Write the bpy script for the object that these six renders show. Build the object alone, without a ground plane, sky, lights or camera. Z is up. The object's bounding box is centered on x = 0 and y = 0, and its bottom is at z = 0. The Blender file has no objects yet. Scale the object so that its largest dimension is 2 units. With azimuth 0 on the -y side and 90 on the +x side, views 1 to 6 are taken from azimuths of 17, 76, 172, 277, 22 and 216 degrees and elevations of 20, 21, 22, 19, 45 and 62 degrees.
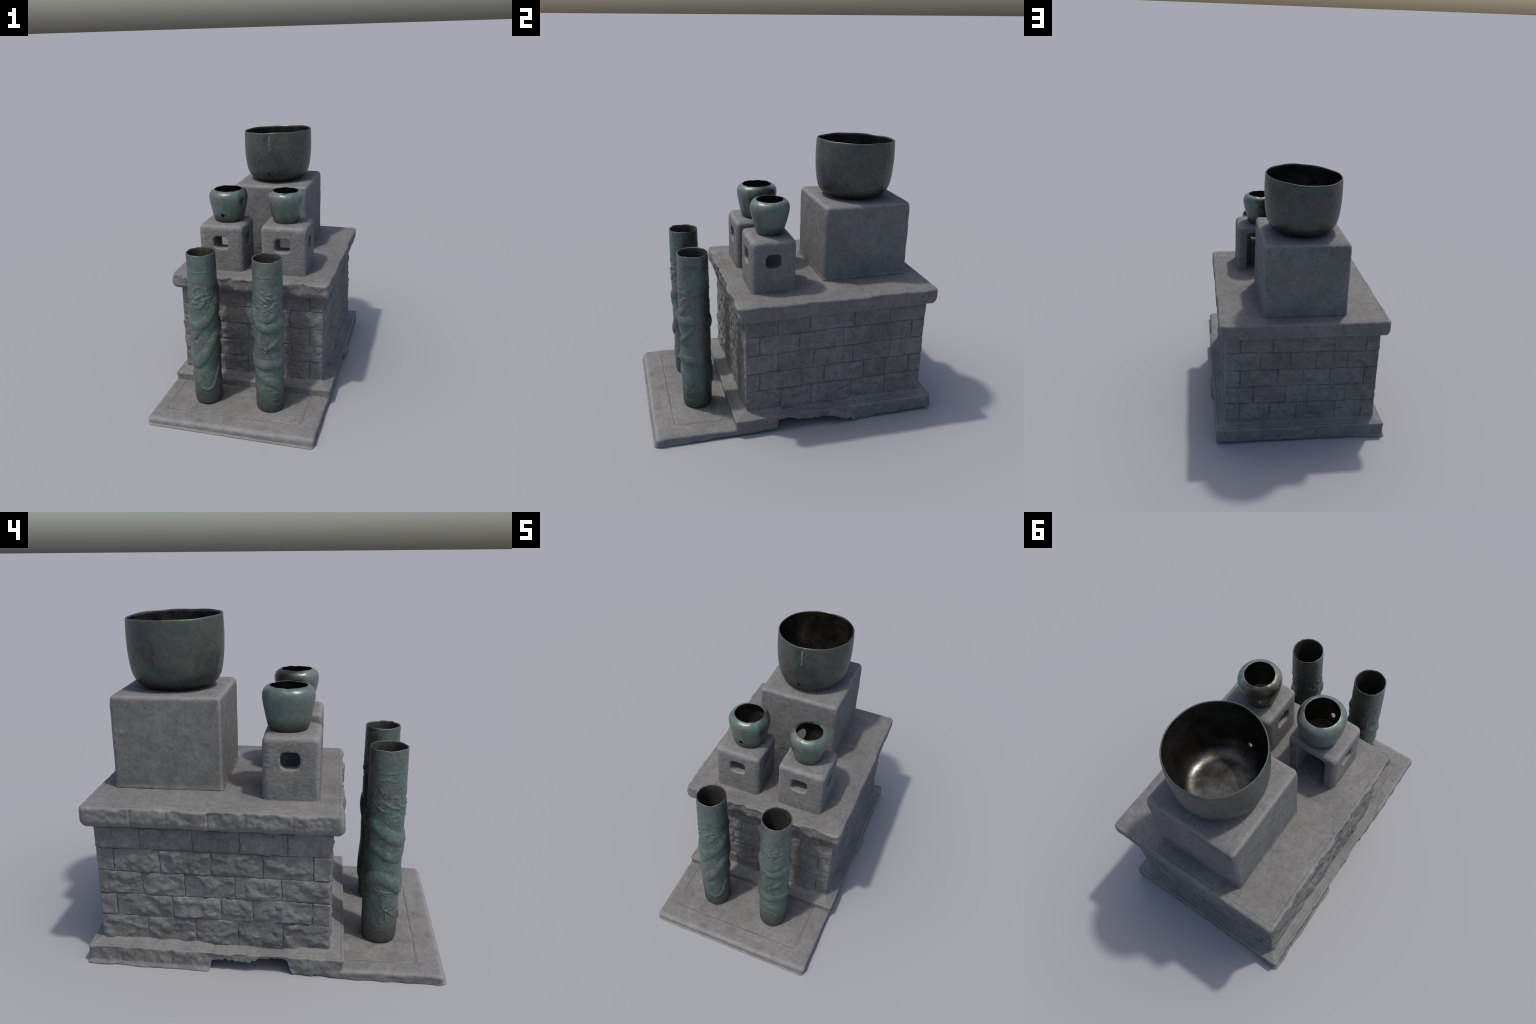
"""Stone altar with bronze vessels: a paved step, a plinth, a coursed ashlar wall,
a cap slab, a big stone block with a bronze basin, two small arched stands with
bronze jars, and two tall bronze cylinders wrapped by coiling serpents in relief."""
import bpy, bmesh, math, random
import numpy as np
from mathutils import Vector

random.seed(7)
RS = np.random.RandomState(7)

# ----------------------------------------------------------------------------
# numeric helpers: vectorised gradient noise
# ----------------------------------------------------------------------------
_PERM = np.concatenate([RS.permutation(256)] * 3)
_GRAD = RS.normal(size=(256, 3))
_GRAD /= np.linalg.norm(_GRAD, axis=1)[:, None]


def noise(P, scale=1.0, seed=0):
    P = np.asarray(P, float) * scale + np.array([17.3, 5.1, 9.7]) * (seed + 1)
    I = np.floor(P).astype(int)
    F = P - I
    U = F * F * F * (F * (F * 6 - 15) + 10)
    out = np.zeros(len(P))
    for dx in (0, 1):
        for dy in (0, 1):
            for dz in (0, 1):
                h = _PERM[(_PERM[(_PERM[(I[:, 0] + dx) & 255] + I[:, 1] + dy) & 255] + I[:, 2] + dz) & 255]
                g = _GRAD[h]
                d = F - np.array([dx, dy, dz])
                w = (U[:, 0] if dx else 1 - U[:, 0]) * (U[:, 1] if dy else 1 - U[:, 1]) * (U[:, 2] if dz else 1 - U[:, 2])
                out += w * (g * d).sum(1)
    return out * 1.6


def fbm(P, scale, octaves=4, gain=0.5, seed=0):
    out, a = 0, 1.0
    for k in range(octaves):
        out = out + a * noise(P, scale * 2.03 ** k, seed + 3 * k)
        a *= gain
    return out


def smooth(e0, e1, x):
    t = np.clip((x - e0) / (e1 - e0), 0, 1)
    return t * t * (3 - 2 * t)


# ----------------------------------------------------------------------------
# object helpers
# ----------------------------------------------------------------------------
COL = bpy.context.scene.collection


def make_mesh(name, verts, faces, mats, slots=None, sharp=None):
    me = bpy.data.meshes.new(name)
    me.from_pydata(np.asarray(verts).tolist(), [], [list(map(int, f)) for f in faces] if not isinstance(faces, np.ndarray) else faces.tolist())
    for m in mats:
        me.materials.append(m)
    me.polygons.foreach_set("use_smooth", np.ones(len(me.polygons), bool))
    if slots is not None:
        me.polygons.foreach_set("material_index", np.asarray(slots, np.int32))
    me.update()
    if sharp:
        me.set_sharp_from_angle(angle=math.radians(sharp))
    return me


def add(name, me, parent=None, centre=True):
    ob = bpy.data.objects.new(name, me)
    COL.objects.link(ob)
    if centre:
        n = len(me.vertices)
        co = np.empty(n * 3)
        me.vertices.foreach_get("co", co)
        co = co.reshape(-1, 3)
        c = (co.min(0) + co.max(0)) / 2
        c[2] = co[:, 2].min()
        me.vertices.foreach_set("co", (co - c).ravel())
        me.update()
        ob.location = c
    if parent is not None:
        ob.parent = parent
        off = Vector((0, 0, 0))
        p = parent
        while p is not None:
            off += p.location
            p = p.parent
        ob.location = ob.location - off
    return ob


def empty(name, loc):
    ob = bpy.data.objects.new(name, None)
    ob.empty_display_size = 0.1
    ob.location = loc
    COL.objects.link(ob)
    return ob


def axis_lines(lo, hi, r, res):
    """grid lines across one axis, denser in the rounded margins"""
    n = max(2, int((hi - lo - 2 * r) / res) + 1)
    k = max(2, int(r * 1.6 / res) + 1)
    a = lo + r * (1 - np.cos(np.linspace(0, math.pi / 2, k + 1)))[:-1] * 1.0
    a = lo + r * np.tan(np.linspace(0, math.pi / 4, k + 1))[::1]
    left = lo + r - r * np.tan(np.linspace(math.pi / 4, 0, k + 1))
    mid = np.linspace(lo + r, hi - r, n)
    right = hi - r + r * np.tan(np.linspace(0, math.pi / 4, k + 1))
    return np.concatenate([left[:-1], mid, right[1:]])


def rounded_box(lo, hi, r, res):
    """closed quad mesh of a box with rounded edges; returns verts, faces, normals"""
    lo, hi = np.array(lo, float), np.array(hi, float)
    L = [axis_lines(lo[i], hi[i], r, res) for i in range(3)]
    verts, faces, base = [], [], 0
    for ax in range(3):
        a, b = [(1, 2), (2, 0), (0, 1)][ax]
        A, Bm = np.meshgrid(L[a], L[b], indexing="ij")
        n, m = A.shape
        idx = np.arange(n * m).reshape(n, m)
        for side in (0, 1):
            P = np.zeros((n * m, 3))
            P[:, a], P[:, b], P[:, ax] = A.ravel(), Bm.ravel(), (lo if side == 0 else hi)[ax]
            q = np.stack([idx[:-1, :-1], idx[1:, :-1], idx[1:, 1:], idx[:-1, 1:]], -1).reshape(-1, 4)
            if side == 0:
                q = q[:, ::-1]
            verts.append(P)
            faces.append(q + base)
            base += n * m
    V, F = np.concatenate(verts), np.concatenate(faces)
    _, first, inv = np.unique(np.round(V, 6), axis=0, return_index=True, return_inverse=True)
    V, F = V[first], inv.reshape(-1)[F]
    Q = np.clip(V, lo + r, hi - r)
    D = V - Q
    N = D / np.maximum(np.linalg.norm(D, axis=1), 1e-9)[:, None]
    return Q + N * r, F, N


def rect_ring(x0, x1, y0, y1, rc, inset, res):
    """points round a rounded rectangle, counter-clockwise from front-left.
    returns xy, outward normal, side id (0 front,1 right,2 back,3 left)"""
    r = max(rc - inset, 0.0006)
    a0, a1, b0, b1 = x0 + inset, x1 - inset, y0 + inset, y1 - inset
    nx, ny, k = int((x1 - x0) / res), int((y1 - y0) / res), 6
    P, N, S = [], [], []
    sides = [((a0 + r, b0), (a1 - r, b0), (0, -1), nx), ((a1, b0 + r), (a1, b1 - r), (1, 0), ny),
             ((a1 - r, b1), (a0 + r, b1), (0, 1), nx), ((a0, b1 - r), (a0, b0 + r), (-1, 0), ny)]
    cent = [(a1 - r, b0 + r), (a1 - r, b1 - r), (a0 + r, b1 - r), (a0 + r, b0 + r)]
    for s, (p, q, n, m) in enumerate(sides):
        t = np.linspace(0, 1, m + 1)[:, None]
        P.append(np.array(p) * (1 - t) + np.array(q) * t)
        N.append(np.tile(n, (m + 1, 1)))
        S.append(np.full(m + 1, s))
        ang = math.atan2(n[1], n[0]) + np.linspace(0, math.pi / 2, k + 1)[1:-1]
        d = np.stack([np.cos(ang), np.sin(ang)], 1)
        P.append(np.array(cent[s]) + r * d)
        N.append(d)
        S.append(np.full(len(ang), s))
    return np.concatenate(P), np.concatenate(N).astype(float), np.concatenate(S)


def stack_faces(M, K):
    """quads between K rings of M points, first ring and last ring capped"""
    i = np.arange(M)
    j = (i + 1) % M
    F = [np.stack([k * M + i, k * M + j, (k + 1) * M + j, (k + 1) * M + i], 1).tolist() for k in range(K - 1)]
    faces = [f for g in F for f in g]
    faces.append(list(range(M - 1, -1, -1)))
    faces.append([(K - 1) * M + a for a in range(M)])
    return faces


def applied(ob, keep_name):
    """bake the modifiers of a temporary object into a fresh mesh"""
    dg = bpy.context.evaluated_depsgraph_get()
    me = bpy.data.meshes.new_from_object(ob.evaluated_get(dg))
    me.name = keep_name
    return me


def temp_object(me):
    ob = bpy.data.objects.new("tmp", me)
    COL.objects.link(ob)
    return ob


# ----------------------------------------------------------------------------
# materials
# ----------------------------------------------------------------------------
class Nodes:
    def __init__(self, name):
        self.mat = bpy.data.materials.new(name)
        self.mat.use_nodes = True
        self.t = self.mat.node_tree
        self.b = self.t.nodes["Principled BSDF"]
        self.pos = self.t.nodes.new("ShaderNodeNewGeometry").outputs["Position"]

    def link(self, a, b):
        self.t.links.new(a, b)

    def noise(self, scale, detail=4, rough=0.55, stretch=None, vec=None, dist=0.0):
        v = vec or self.pos
        if stretch:
            m = self.t.nodes.new("ShaderNodeMapping")
            m.inputs["Scale"].default_value = stretch
            self.link(v, m.inputs["Vector"])
            v = m.outputs[0]
        n = self.t.nodes.new("ShaderNodeTexNoise")
        n.inputs["Scale"].default_value = scale
        n.inputs["Detail"].default_value = detail
        n.inputs["Roughness"].default_value = rough
        n.inputs["Distortion"].default_value = dist
        self.link(v, n.inputs["Vector"])
        return n.outputs["Fac"]

    def voronoi(self, scale, feature="F1"):
        n = self.t.nodes.new("ShaderNodeTexVoronoi")
        n.feature = feature
        n.inputs["Scale"].default_value = scale
        self.link(self.pos, n.inputs["Vector"])
        return n.outputs["Distance"]

    def ramp(self, fac, stops):
        r = self.t.nodes.new("ShaderNodeValToRGB")
        el = r.color_ramp.elements
        while len(el) < len(stops):
            el.new(0.5)
        for e, (p, c) in zip(el, stops):
            e.position = p
            e.color = (c, c, c, 1) if isinstance(c, (int, float)) else (*c, 1)
        self.link(fac, r.inputs["Fac"])
        return r.outputs["Color"]

    def mix(self, fac, a, b, mode="MIX"):
        m = self.t.nodes.new("ShaderNodeMix")
        m.data_type = "RGBA"
        m.blend_type = mode
        for sock, v in ((m.inputs[0], fac), (m.inputs[6], a), (m.inputs[7], b)):
            if hasattr(v, "is_output"):
                self.link(v, sock)
            elif isinstance(v, (int, float)):
                sock.default_value = v
            else:
                sock.default_value = (*v, 1)
        return m.outputs[2]

    def math(self, op, a, b=0.0, c=None, clamp=False):
        m = self.t.nodes.new("ShaderNodeMath")
        m.operation = op
        m.use_clamp = clamp
        for i, v in enumerate((a, b) if c is None else (a, b, c)):
            if hasattr(v, "is_output"):
                self.link(v, m.inputs[i])
            else:
                m.inputs[i].default_value = v
        return m.outputs[0]

    def xyz(self):
        s = self.t.nodes.new("ShaderNodeSeparateXYZ")
        self.link(self.pos, s.inputs[0])
        return s.outputs

    def bump(self, height, strength, dist, prev=None):
        b = self.t.nodes.new("ShaderNodeBump")
        b.inputs["Strength"].default_value = strength
        b.inputs["Distance"].default_value = dist
        self.link(height, b.inputs["Height"])
        if prev is not None:
            self.link(prev, b.inputs["Normal"])
        return b.outputs[0]

    def done(self, color, rough, metal=0.0, spec=0.5, normal=None):
        for nm, v in (("Base Color", color), ("Roughness", rough), ("Metallic", metal), ("Specular IOR Level", spec)):
            s = self.b.inputs[nm]
            if hasattr(v, "is_output"):
                self.link(v, s)
            elif isinstance(v, (int, float)):
                s.default_value = v
            else:
                s.default_value = (*v, 1)
        if normal is not None:
            self.link(normal, self.b.inputs["Normal"])
        return self.mat


def stone_material(name, dark, light, warm=(0.126, 0.123, 0.116), grain=1.0, pits=0.5, per_piece=0.0, worn=0.0, scored=None, contrast=1.0):
    n = Nodes(name)
    big = n.ramp(n.noise(3.1, 3, 0.6), [(0.3, dark), (0.7, light)])
    mid = n.ramp(n.noise(21, 6, 0.7), [(0.25, 1 - 0.27 * contrast), (0.52, 1.0), (0.8, 1 + 0.17 * contrast)])
    fine = n.ramp(n.noise(95, 4, 0.75), [(0.25, 0.74), (0.75, 1.20)])
    c = n.mix(1.0, big, mid, "MULTIPLY")
    c = n.mix(1.0, c, n.ramp(n.noise(6.5, 4, 0.6, dist=0.8), [(0.34, 0.93), (0.52, 1.03), (0.72, 1.10)]), "MULTIPLY")
    c = n.mix(1.0, c, fine, "MULTIPLY")
    # weak brownish and bluish stains
    c = n.mix(n.ramp(n.noise(5.3, 4, 0.6, dist=0.5), [(0.52, 0.0), (0.72, 0.55)]), c, warm)
    # dark pits and specks
    spots = n.math("MULTIPLY", n.ramp(n.voronoi(30), [(0.06, 1.0), (0.19, 0.0)]), n.ramp(n.noise(7, 2), [(0.52, 0.0), (0.62, 1.0)]))
    c = n.mix(n.math("MULTIPLY", spots, pits), c, (0.035, 0.034, 0.034))
    blot = n.math("MULTIPLY", n.ramp(n.voronoi(13), [(0.05, 1.0), (0.15, 0.0)]), n.ramp(n.noise(4.2, 2), [(0.56, 0.0), (0.64, 1.0)]))
    c = n.mix(n.math("MULTIPLY", blot, pits * 0.8), c, (0.055, 0.054, 0.053))
    # scratchy darker weathering
    streak = n.ramp(n.noise(24, 6, 0.75, dist=1.2), [(0.50, 0.0), (0.68, 1.0)])
    c = n.mix(n.math("MULTIPLY", streak, 0.42), c, (0.070, 0.070, 0.071))
    if worn:
        # rubbed arrises: wherever the surface is not square to the block
        ns = n.t.nodes.new("ShaderNodeSeparateXYZ")
        geo = n.t.nodes.new("ShaderNodeNewGeometry")
        n.link(geo.outputs["Normal"], ns.inputs[0])
        a = [n.math("ABSOLUTE", ns.outputs[i]) for i in range(3)]
        top = n.math("MAXIMUM", a[0], n.math("MAXIMUM", a[1], a[2]))
        rub = n.math("MULTIPLY", n.ramp(top, [(0.78, 1.0), (0.975, 0.0)]), n.ramp(n.noise(26, 4, 0.7), [(0.25, 0.35), (0.6, 1.0)]))
        c = n.mix(n.math("MULTIPLY", rub, worn), c, (0.235, 0.234, 0.232))
    if scored:
        # dark line along the scored border: rounded rectangle (x centre, half width, front y, corner radius)
        cx, hw, fy, cr = scored
        x = n.xyz()
        wob = n.math("MULTIPLY", n.math("SUBTRACT", n.noise(6, 2), 0.5), 0.012)
        qx = n.math("ADD", n.math("ABSOLUTE", n.math("SUBTRACT", x[0], cx)), n.math("ADD", wob, cr - hw))
        qy = n.math("ADD", n.math("MULTIPLY", x[1], -1.0), n.math("ADD", wob, cr + fy))
        px, py = n.math("MAXIMUM", qx, 0.0), n.math("MAXIMUM", qy, 0.0)
        d = n.math("SQRT", n.math("ADD", n.math("MULTIPLY", px, px), n.math("MULTIPLY", py, py)))
        d = n.math("ABSOLUTE", n.math("SUBTRACT", n.math("ADD", d, n.math("MINIMUM", n.math("MAXIMUM", qx, qy), 0.0)), cr))
        line = n.math("MULTIPLY", n.math("SUBTRACT", 1.0, n.math("DIVIDE", d, 0.0045), clamp=True), n.ramp(n.noise(12, 3), [(0.3, 0.35), (0.55, 1.0)]))
        c = n.mix(n.math("MULTIPLY", line, 0.8), c, (0.062, 0.060, 0.057))
    if per_piece:
        info = n.t.nodes.new("ShaderNodeObjectInfo")
        v = n.math("MULTIPLY_ADD", info.outputs["Random"], per_piece, 1 - per_piece / 2)
        c = n.mix(1.0, c, v, "MULTIPLY")
    b = n.bump(n.noise(120, 4, 0.7), 0.22 * grain, 0.004)
    b = n.bump(n.noise(38, 4, 0.65), 0.35 * grain, 0.008, b)
    b = n.bump(n.math("SUBTRACT", 1.0, spots), 0.4 * pits, 0.004, b)
    return n.done(c, 0.88, 0.0, 0.28, b)


def bronze_outside(name, teal, grey, dark, teal_amount, rough, metal, low_dark_z=None, bare_sides=(), mottle=1.0, wear=0.6):
    """weathered green bronze; low_dark_z=(z0,z1) dark brownish fade low down,
    bare_sides=[(x, y, dir x, dir y, start, span, amount)] leaves a side in bare dark bronze"""
    n = Nodes(name)
    m1 = n.ramp(n.noise(9, 5, 0.62), [(0.5 - teal_amount, 0.0), (0.72 - teal_amount * 0.6, 1.0)])
    c = n.mix(m1, grey, teal)
    c = n.mix(1.0, c, n.ramp(n.noise(34, 5, 0.7), [(0.2, 1 - 0.28 * mottle), (0.52, 1.0), (0.8, 1 + 0.18 * mottle)]), "MULTIPLY")
    c = n.mix(1.0, c, n.ramp(n.noise(120, 2, 0.6), [(0.2, 0.85), (0.8, 1.13)]), "MULTIPLY")
    bare = n.ramp(n.noise(8.5, 5, 0.68, dist=0.5), [(0.49, 0.0), (0.70, wear)])
    x = n.xyz()
    if low_dark_z:
        z = n.math("ADD", x[2], n.math("MULTIPLY", n.math("SUBTRACT", n.noise(14, 3), 0.5), 0.10))
        low = n.math("SUBTRACT", 1.0, n.math("DIVIDE", n.math("SUBTRACT", z, low_dark_z[0]), low_dark_z[1] - low_dark_z[0], clamp=True))
        bare = n.math("MAXIMUM", bare, n.math("MULTIPLY", low, 0.85))
    for cx, cy, dx, dy, start, span, amount in bare_sides:
        # bare dark metal on one side of the vessel, with a mottled border
        q = n.math("ADD", n.math("MULTIPLY", n.math("SUBTRACT", x[0], cx), dx), n.math("MULTIPLY", n.math("SUBTRACT", x[1], cy), dy))
        q = n.math("ADD", q, n.math("MULTIPLY", n.math("SUBTRACT", n.noise(13, 5, 0.68), 0.5), 0.17))
        f = n.math("DIVIDE", n.math("SUBTRACT", q, start), span, clamp=True)
        bare = n.math("MAXIMUM", bare, n.math("MULTIPLY", f, amount))
    c = n.mix(bare, c, dark)
    r = n.math("SUBTRACT", n.math("MULTIPLY_ADD", n.noise(22, 3), 0.22, rough - 0.11), n.math("MULTIPLY", bare, 0.06))
    mt = n.math("MULTIPLY_ADD", bare, 0.35, metal)
    b = n.bump(n.noise(60, 4, 0.6), 0.08, 0.004)
    return n.done(c, r, mt, 0.5, b)


def bronze_inside(name, base, light, rough, metal):
    n = Nodes(name)
    c = n.mix(n.ramp(n.noise(11, 5, 0.65), [(0.35, 0.0), (0.75, 1.0)]), base, light)
    c = n.mix(1.0, c, n.ramp(n.noise(40, 4, 0.7), [(0.25, 0.65), (0.75, 1.2)]), "MULTIPLY")
    r = n.math("MULTIPLY_ADD", n.noise(14, 4), 0.3, rough - 0.15)
    return n.done(c, r, metal, 0.5, n.bump(n.noise(45, 4), 0.12, 0.004))


def plain_material(name, col, rough):
    n = Nodes(name)
    c = n.mix(n.noise(60, 3), col, tuple(0.8 * v for v in col))
    return n.done(c, rough)


STONE_TOP = stone_material("weathered_slab_stone", (0.130, 0.129, 0.126), (0.167, 0.166, 0.163), pits=0.6, worn=0.34)
STONE_STEP = stone_material("paving_stone", (0.138, 0.137, 0.134), (0.174, 0.173, 0.170), pits=0.4, worn=0.55, scored=(-0.018, 0.497, -0.845, 0.035))
STONE_BLOCK = stone_material("smooth_block_stone", (0.133, 0.133, 0.132), (0.167, 0.167, 0.166), grain=0.6, pits=0.75, worn=0.45)
STONE_STAND = stone_material("pecked_stand_stone", (0.138, 0.137, 0.135), (0.174, 0.173, 0.170), grain=1.2, pits=0.3, worn=0.42)
STONE_BRICK = stone_material("rough_ashlar_stone", (0.124, 0.124, 0.123), (0.170, 0.170, 0.168), grain=1.5, pits=0.4, per_piece=0.14, contrast=1.5)
MORTAR = stone_material("dark_joint_core", (0.072, 0.071, 0.068), (0.112, 0.110, 0.106), pits=0.2)  # darker than the bricks; shows as dark lines along the joints

# ----------------------------------------------------------------------------
# the stone altar
# ----------------------------------------------------------------------------
altar = empty("stone_altar", (0, 0, 0))
altar["label"] = "grey weathered stone altar with ashlar wall, block and arched stands"
altar["category"] = "stone altar"


def table(pts):
    a = np.array(sorted(pts))
    return lambda v: np.interp(v, a[:, 0], a[:, 1])


# --- paved step in front -----------------------------------------------------
def build_step():
    lo, hi = (-0.612, -0.990, -0.070), (0.606, -0.405, 0.066)
    V, F, N = rounded_box(lo, hi, 0.032, 0.0046)
    V[:, 2] = np.maximum(V[:, 2], 0)
    top = smooth(0.0, 0.7, N[:, 2])
    side = 1 - np.abs(N[:, 2])
    # the paving sinks a little toward the left
    t = np.clip(V[:, 2] / 0.066, 0, 1)
    V[:, 2] += t * (-0.003 + 0.006 * V[:, 0] / 0.6)
    # worn, nosed front edge: the top rolls down over the last few centimetres
    V[:, 2] -= t * 0.004 * smooth(0.05, 0.0, V[:, 1] + 0.990)
    V[:, 1] += t * 0.006 * smooth(0.06, 0.0, V[:, 1] + 0.990)
    V[:, 2] -= t * 0.008 * smooth(-0.80, -0.52, V[:, 1]) * smooth(0.0, 0.4, V[:, 0])
    # scored border line
    wob = 0.004 * noise(V * [1, 1, 0], 9, 3)
    x, y = V[:, 0] + wob, V[:, 1] + 0.004 * noise(V * [1, 1, 0], 7, 8)
    q = np.maximum(np.abs(x + 0.018) - 0.497, -(y + 0.845))
    cr = 0.035
    qx, qy = np.abs(x + 0.018) - 0.497 + cr, -(y + 0.845) + cr
    q = np.where((qx > 0) & (qy > 0), np.hypot(qx, qy) - cr, q)
    V[:, 2] -= top * 0.0045 * np.exp(-(q / 0.0042) ** 2)
    V[:, 2] += top * (0.0016 * fbm(V, 7, 3, seed=2) + 0.0022 * smooth(0.01, 0.05, q) * noise(V, 11, 4))
    # uneven left and right margins
    e = 0.006 * fbm(V * [0, 1, 1], 9, 3, seed=5) * side * np.abs(N[:, 0])
    V[:, 0] += np.sign(N[:, 0]) * e - 0.008 * side * (N[:, 0] < 0) * np.maximum(0, noise(V * [0, 1, 0], 8, 6))
    V[:, 1] += -side * np.maximum(0, -N[:, 1]) * 0.0022 * fbm(V, 14, 3, seed=9)
    # chipped lower arris
    low = smooth(0.012, 0.0, V[:, 2])
    V[:, 2] += low * np.maximum(0, 0.006 * noise(V, 24, 11) - 0.001)
    V[:, 2] += 0.014 * low * smooth(-0.85, -0.45, V[:, 1]) * smooth(0.45, 0.6, V[:, 0])
    V[:, 1] -= 0.008 * low * np.maximum(0, -N[:, 1])
    V[:, 2] = np.maximum(V[:, 2], 0)
    return add("paving_step", make_mesh("paving_step", V, F, [STONE_STEP]), altar)


build_step()


# --- plinth: hollow shell with a ragged lower edge -----------------------------
def build_plinth():
    x0, x1, y0, y1 = -0.611, 0.617, -0.449, 0.986
    left = table([(1.0, .0), (.294, .0), (.279, .060), (.176, .063), (.066, .057), (.060, .072), (.034, .069), (.030, .076), (.012, .089), (-.016, .082), (-.05, .094), (-.125, .093), (-.142, .075), (-.150, .035), (-.168, .003), (-.28, .002), (-.292, .012), (-.30, .002), (-.47, .0)])
    right = table([(-.47, .012), (-.30, .018), (-.160, .022), (-.150, .092), (-.060, .094), (-.046, .086), (.0, .066), (.091, .060), (.20, .066), (.25, .064), (.30, .040), (.338, .026), (.372, .038), (.380, .013), (.45, .004), (.533, .004), (.581, .015), (.75, .016), (.98, .018)])
    prof = []  # (inset, t or z, mode)
    prof += [(0.30, 0.100, "z"), (0.034, 0.100, "z"), (0.026, 0.5, "t"), (0.02, 0.03, "t"), (0.012, 0.0, "t"), (0.002, 0.0, "t")]
    for t in np.linspace(0.06, 0.90, 11):
        prof.append((0.0, t, "t"))
    prof += [(0.001, 0.95, "t"), (0.005, 0.985, "t"), (0.011, 1.0, "t"), (0.018, 1.02, "t"), (0.021, 1.00, "t"), (0.024, 1.03, "t"), (0.035, 1.06, "t"), (0.05, 1.10, "t"), (0.062, 1.17, "t"), (0.08, 1.27, "t"), (0.12, 1.32, "t")]
    rings = []
    for inset, h, mode in prof:
        P, N, S = rect_ring(x0, x1, y0, y1, 0.016, inset, 0.0055)
        P0, _, _ = rect_ring(x0, x1, y0, y1, 0.016, 0, 0.0055)
        zt = 0.117 + 0.006 * P0[:, 0] / 0.6 - 0.004 * smooth(0.2, 0.9, P0[:, 1]) * (P0[:, 0] > 0)
        zb = np.where(S == 3, left(P0[:, 1]), np.where(S == 1, right(P0[:, 1]), 0.0))
        zb = np.where((S == 0), np.interp(P0[:, 0], [-.6, .6], [0, .012]), zb)
        zb = np.where((S == 2), np.interp(P0[:, 0], [-.6, .6], [0, .018]), zb)
        zb = np.clip(zb + (0.002 + 0.014 * smooth(0.03, 0.06, zb)) * np.abs(noise(np.c_[P0, P0[:, 0] * 0], 21, 2) + 0.4 * noise(np.c_[P0, P0[:, 0] * 0], 55, 3)), 0, 0.099)
        z = np.full(len(P), h) if mode == "z" else zb + (zt - zb) * h
        Q = np.c_[P, z]
        outer = 1.0 if (mode == "t" and inset < 0.012) else 0.0
        amp = np.choose(S, [0.005, 0.005, 0.004, 0.008])
        rock = amp * (fbm(Q, 11, 5, 0.6, 4) - 0.25) * outer * smooth(1.02, 0.85, h)
        # upright joints between the kerb stones
        joints = {3: (.80, .508, -.246), 1: (-.15, .33, .66), 2: (.30, -.05, -.33), 0: (-.2, .22)}
        for s, js in joints.items():
            for j in js:
                d = (P0[:, 1] if s in (1, 3) else P0[:, 0]) - j
                rock -= (S == s) * outer * 0.004 * np.exp(-(d / 0.005) ** 2)
        # mortar lip left at the foot of the rear left part
        if mode == "t" and outer:
            lip = 0.018 * smooth(0.022, 0.0, z) * np.where(S == 3, smooth(0.255, 0.285, P0[:, 1]), np.where(S == 2, smooth(-0.35, -0.6, P0[:, 0]), 0))
            lip += 0.020 * (S == 1) * smooth(0.05, 0.0, z - zb) * smooth(0.19, 0.25, P0[:, 1]) * smooth(0.44, 0.39, P0[:, 1])
            rock = rock + lip
        Q[:, :2] += N * rock[:, None]
        Q[:, 2] += 0.0016 * fbm(Q, 9, 3, seed=7) * (h > 1.0)
        rings.append(Q)
    V = np.concatenate(rings)
    M = len(rings[0])
    return add("plinth", make_mesh("plinth", V, stack_faces(M, len(rings)), [STONE_TOP], sharp=50), altar)


build_plinth()

# --- ashlar wall -------------------------------------------------------------
XL, XR, YF, YB = -0.544, 0.545, -0.365, 0.916
ROWS = [0.823, 0.696, 0.558, 0.421, 0.284, 0.138]
RET = 0.098  # length of the return shown by a corner stone


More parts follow.
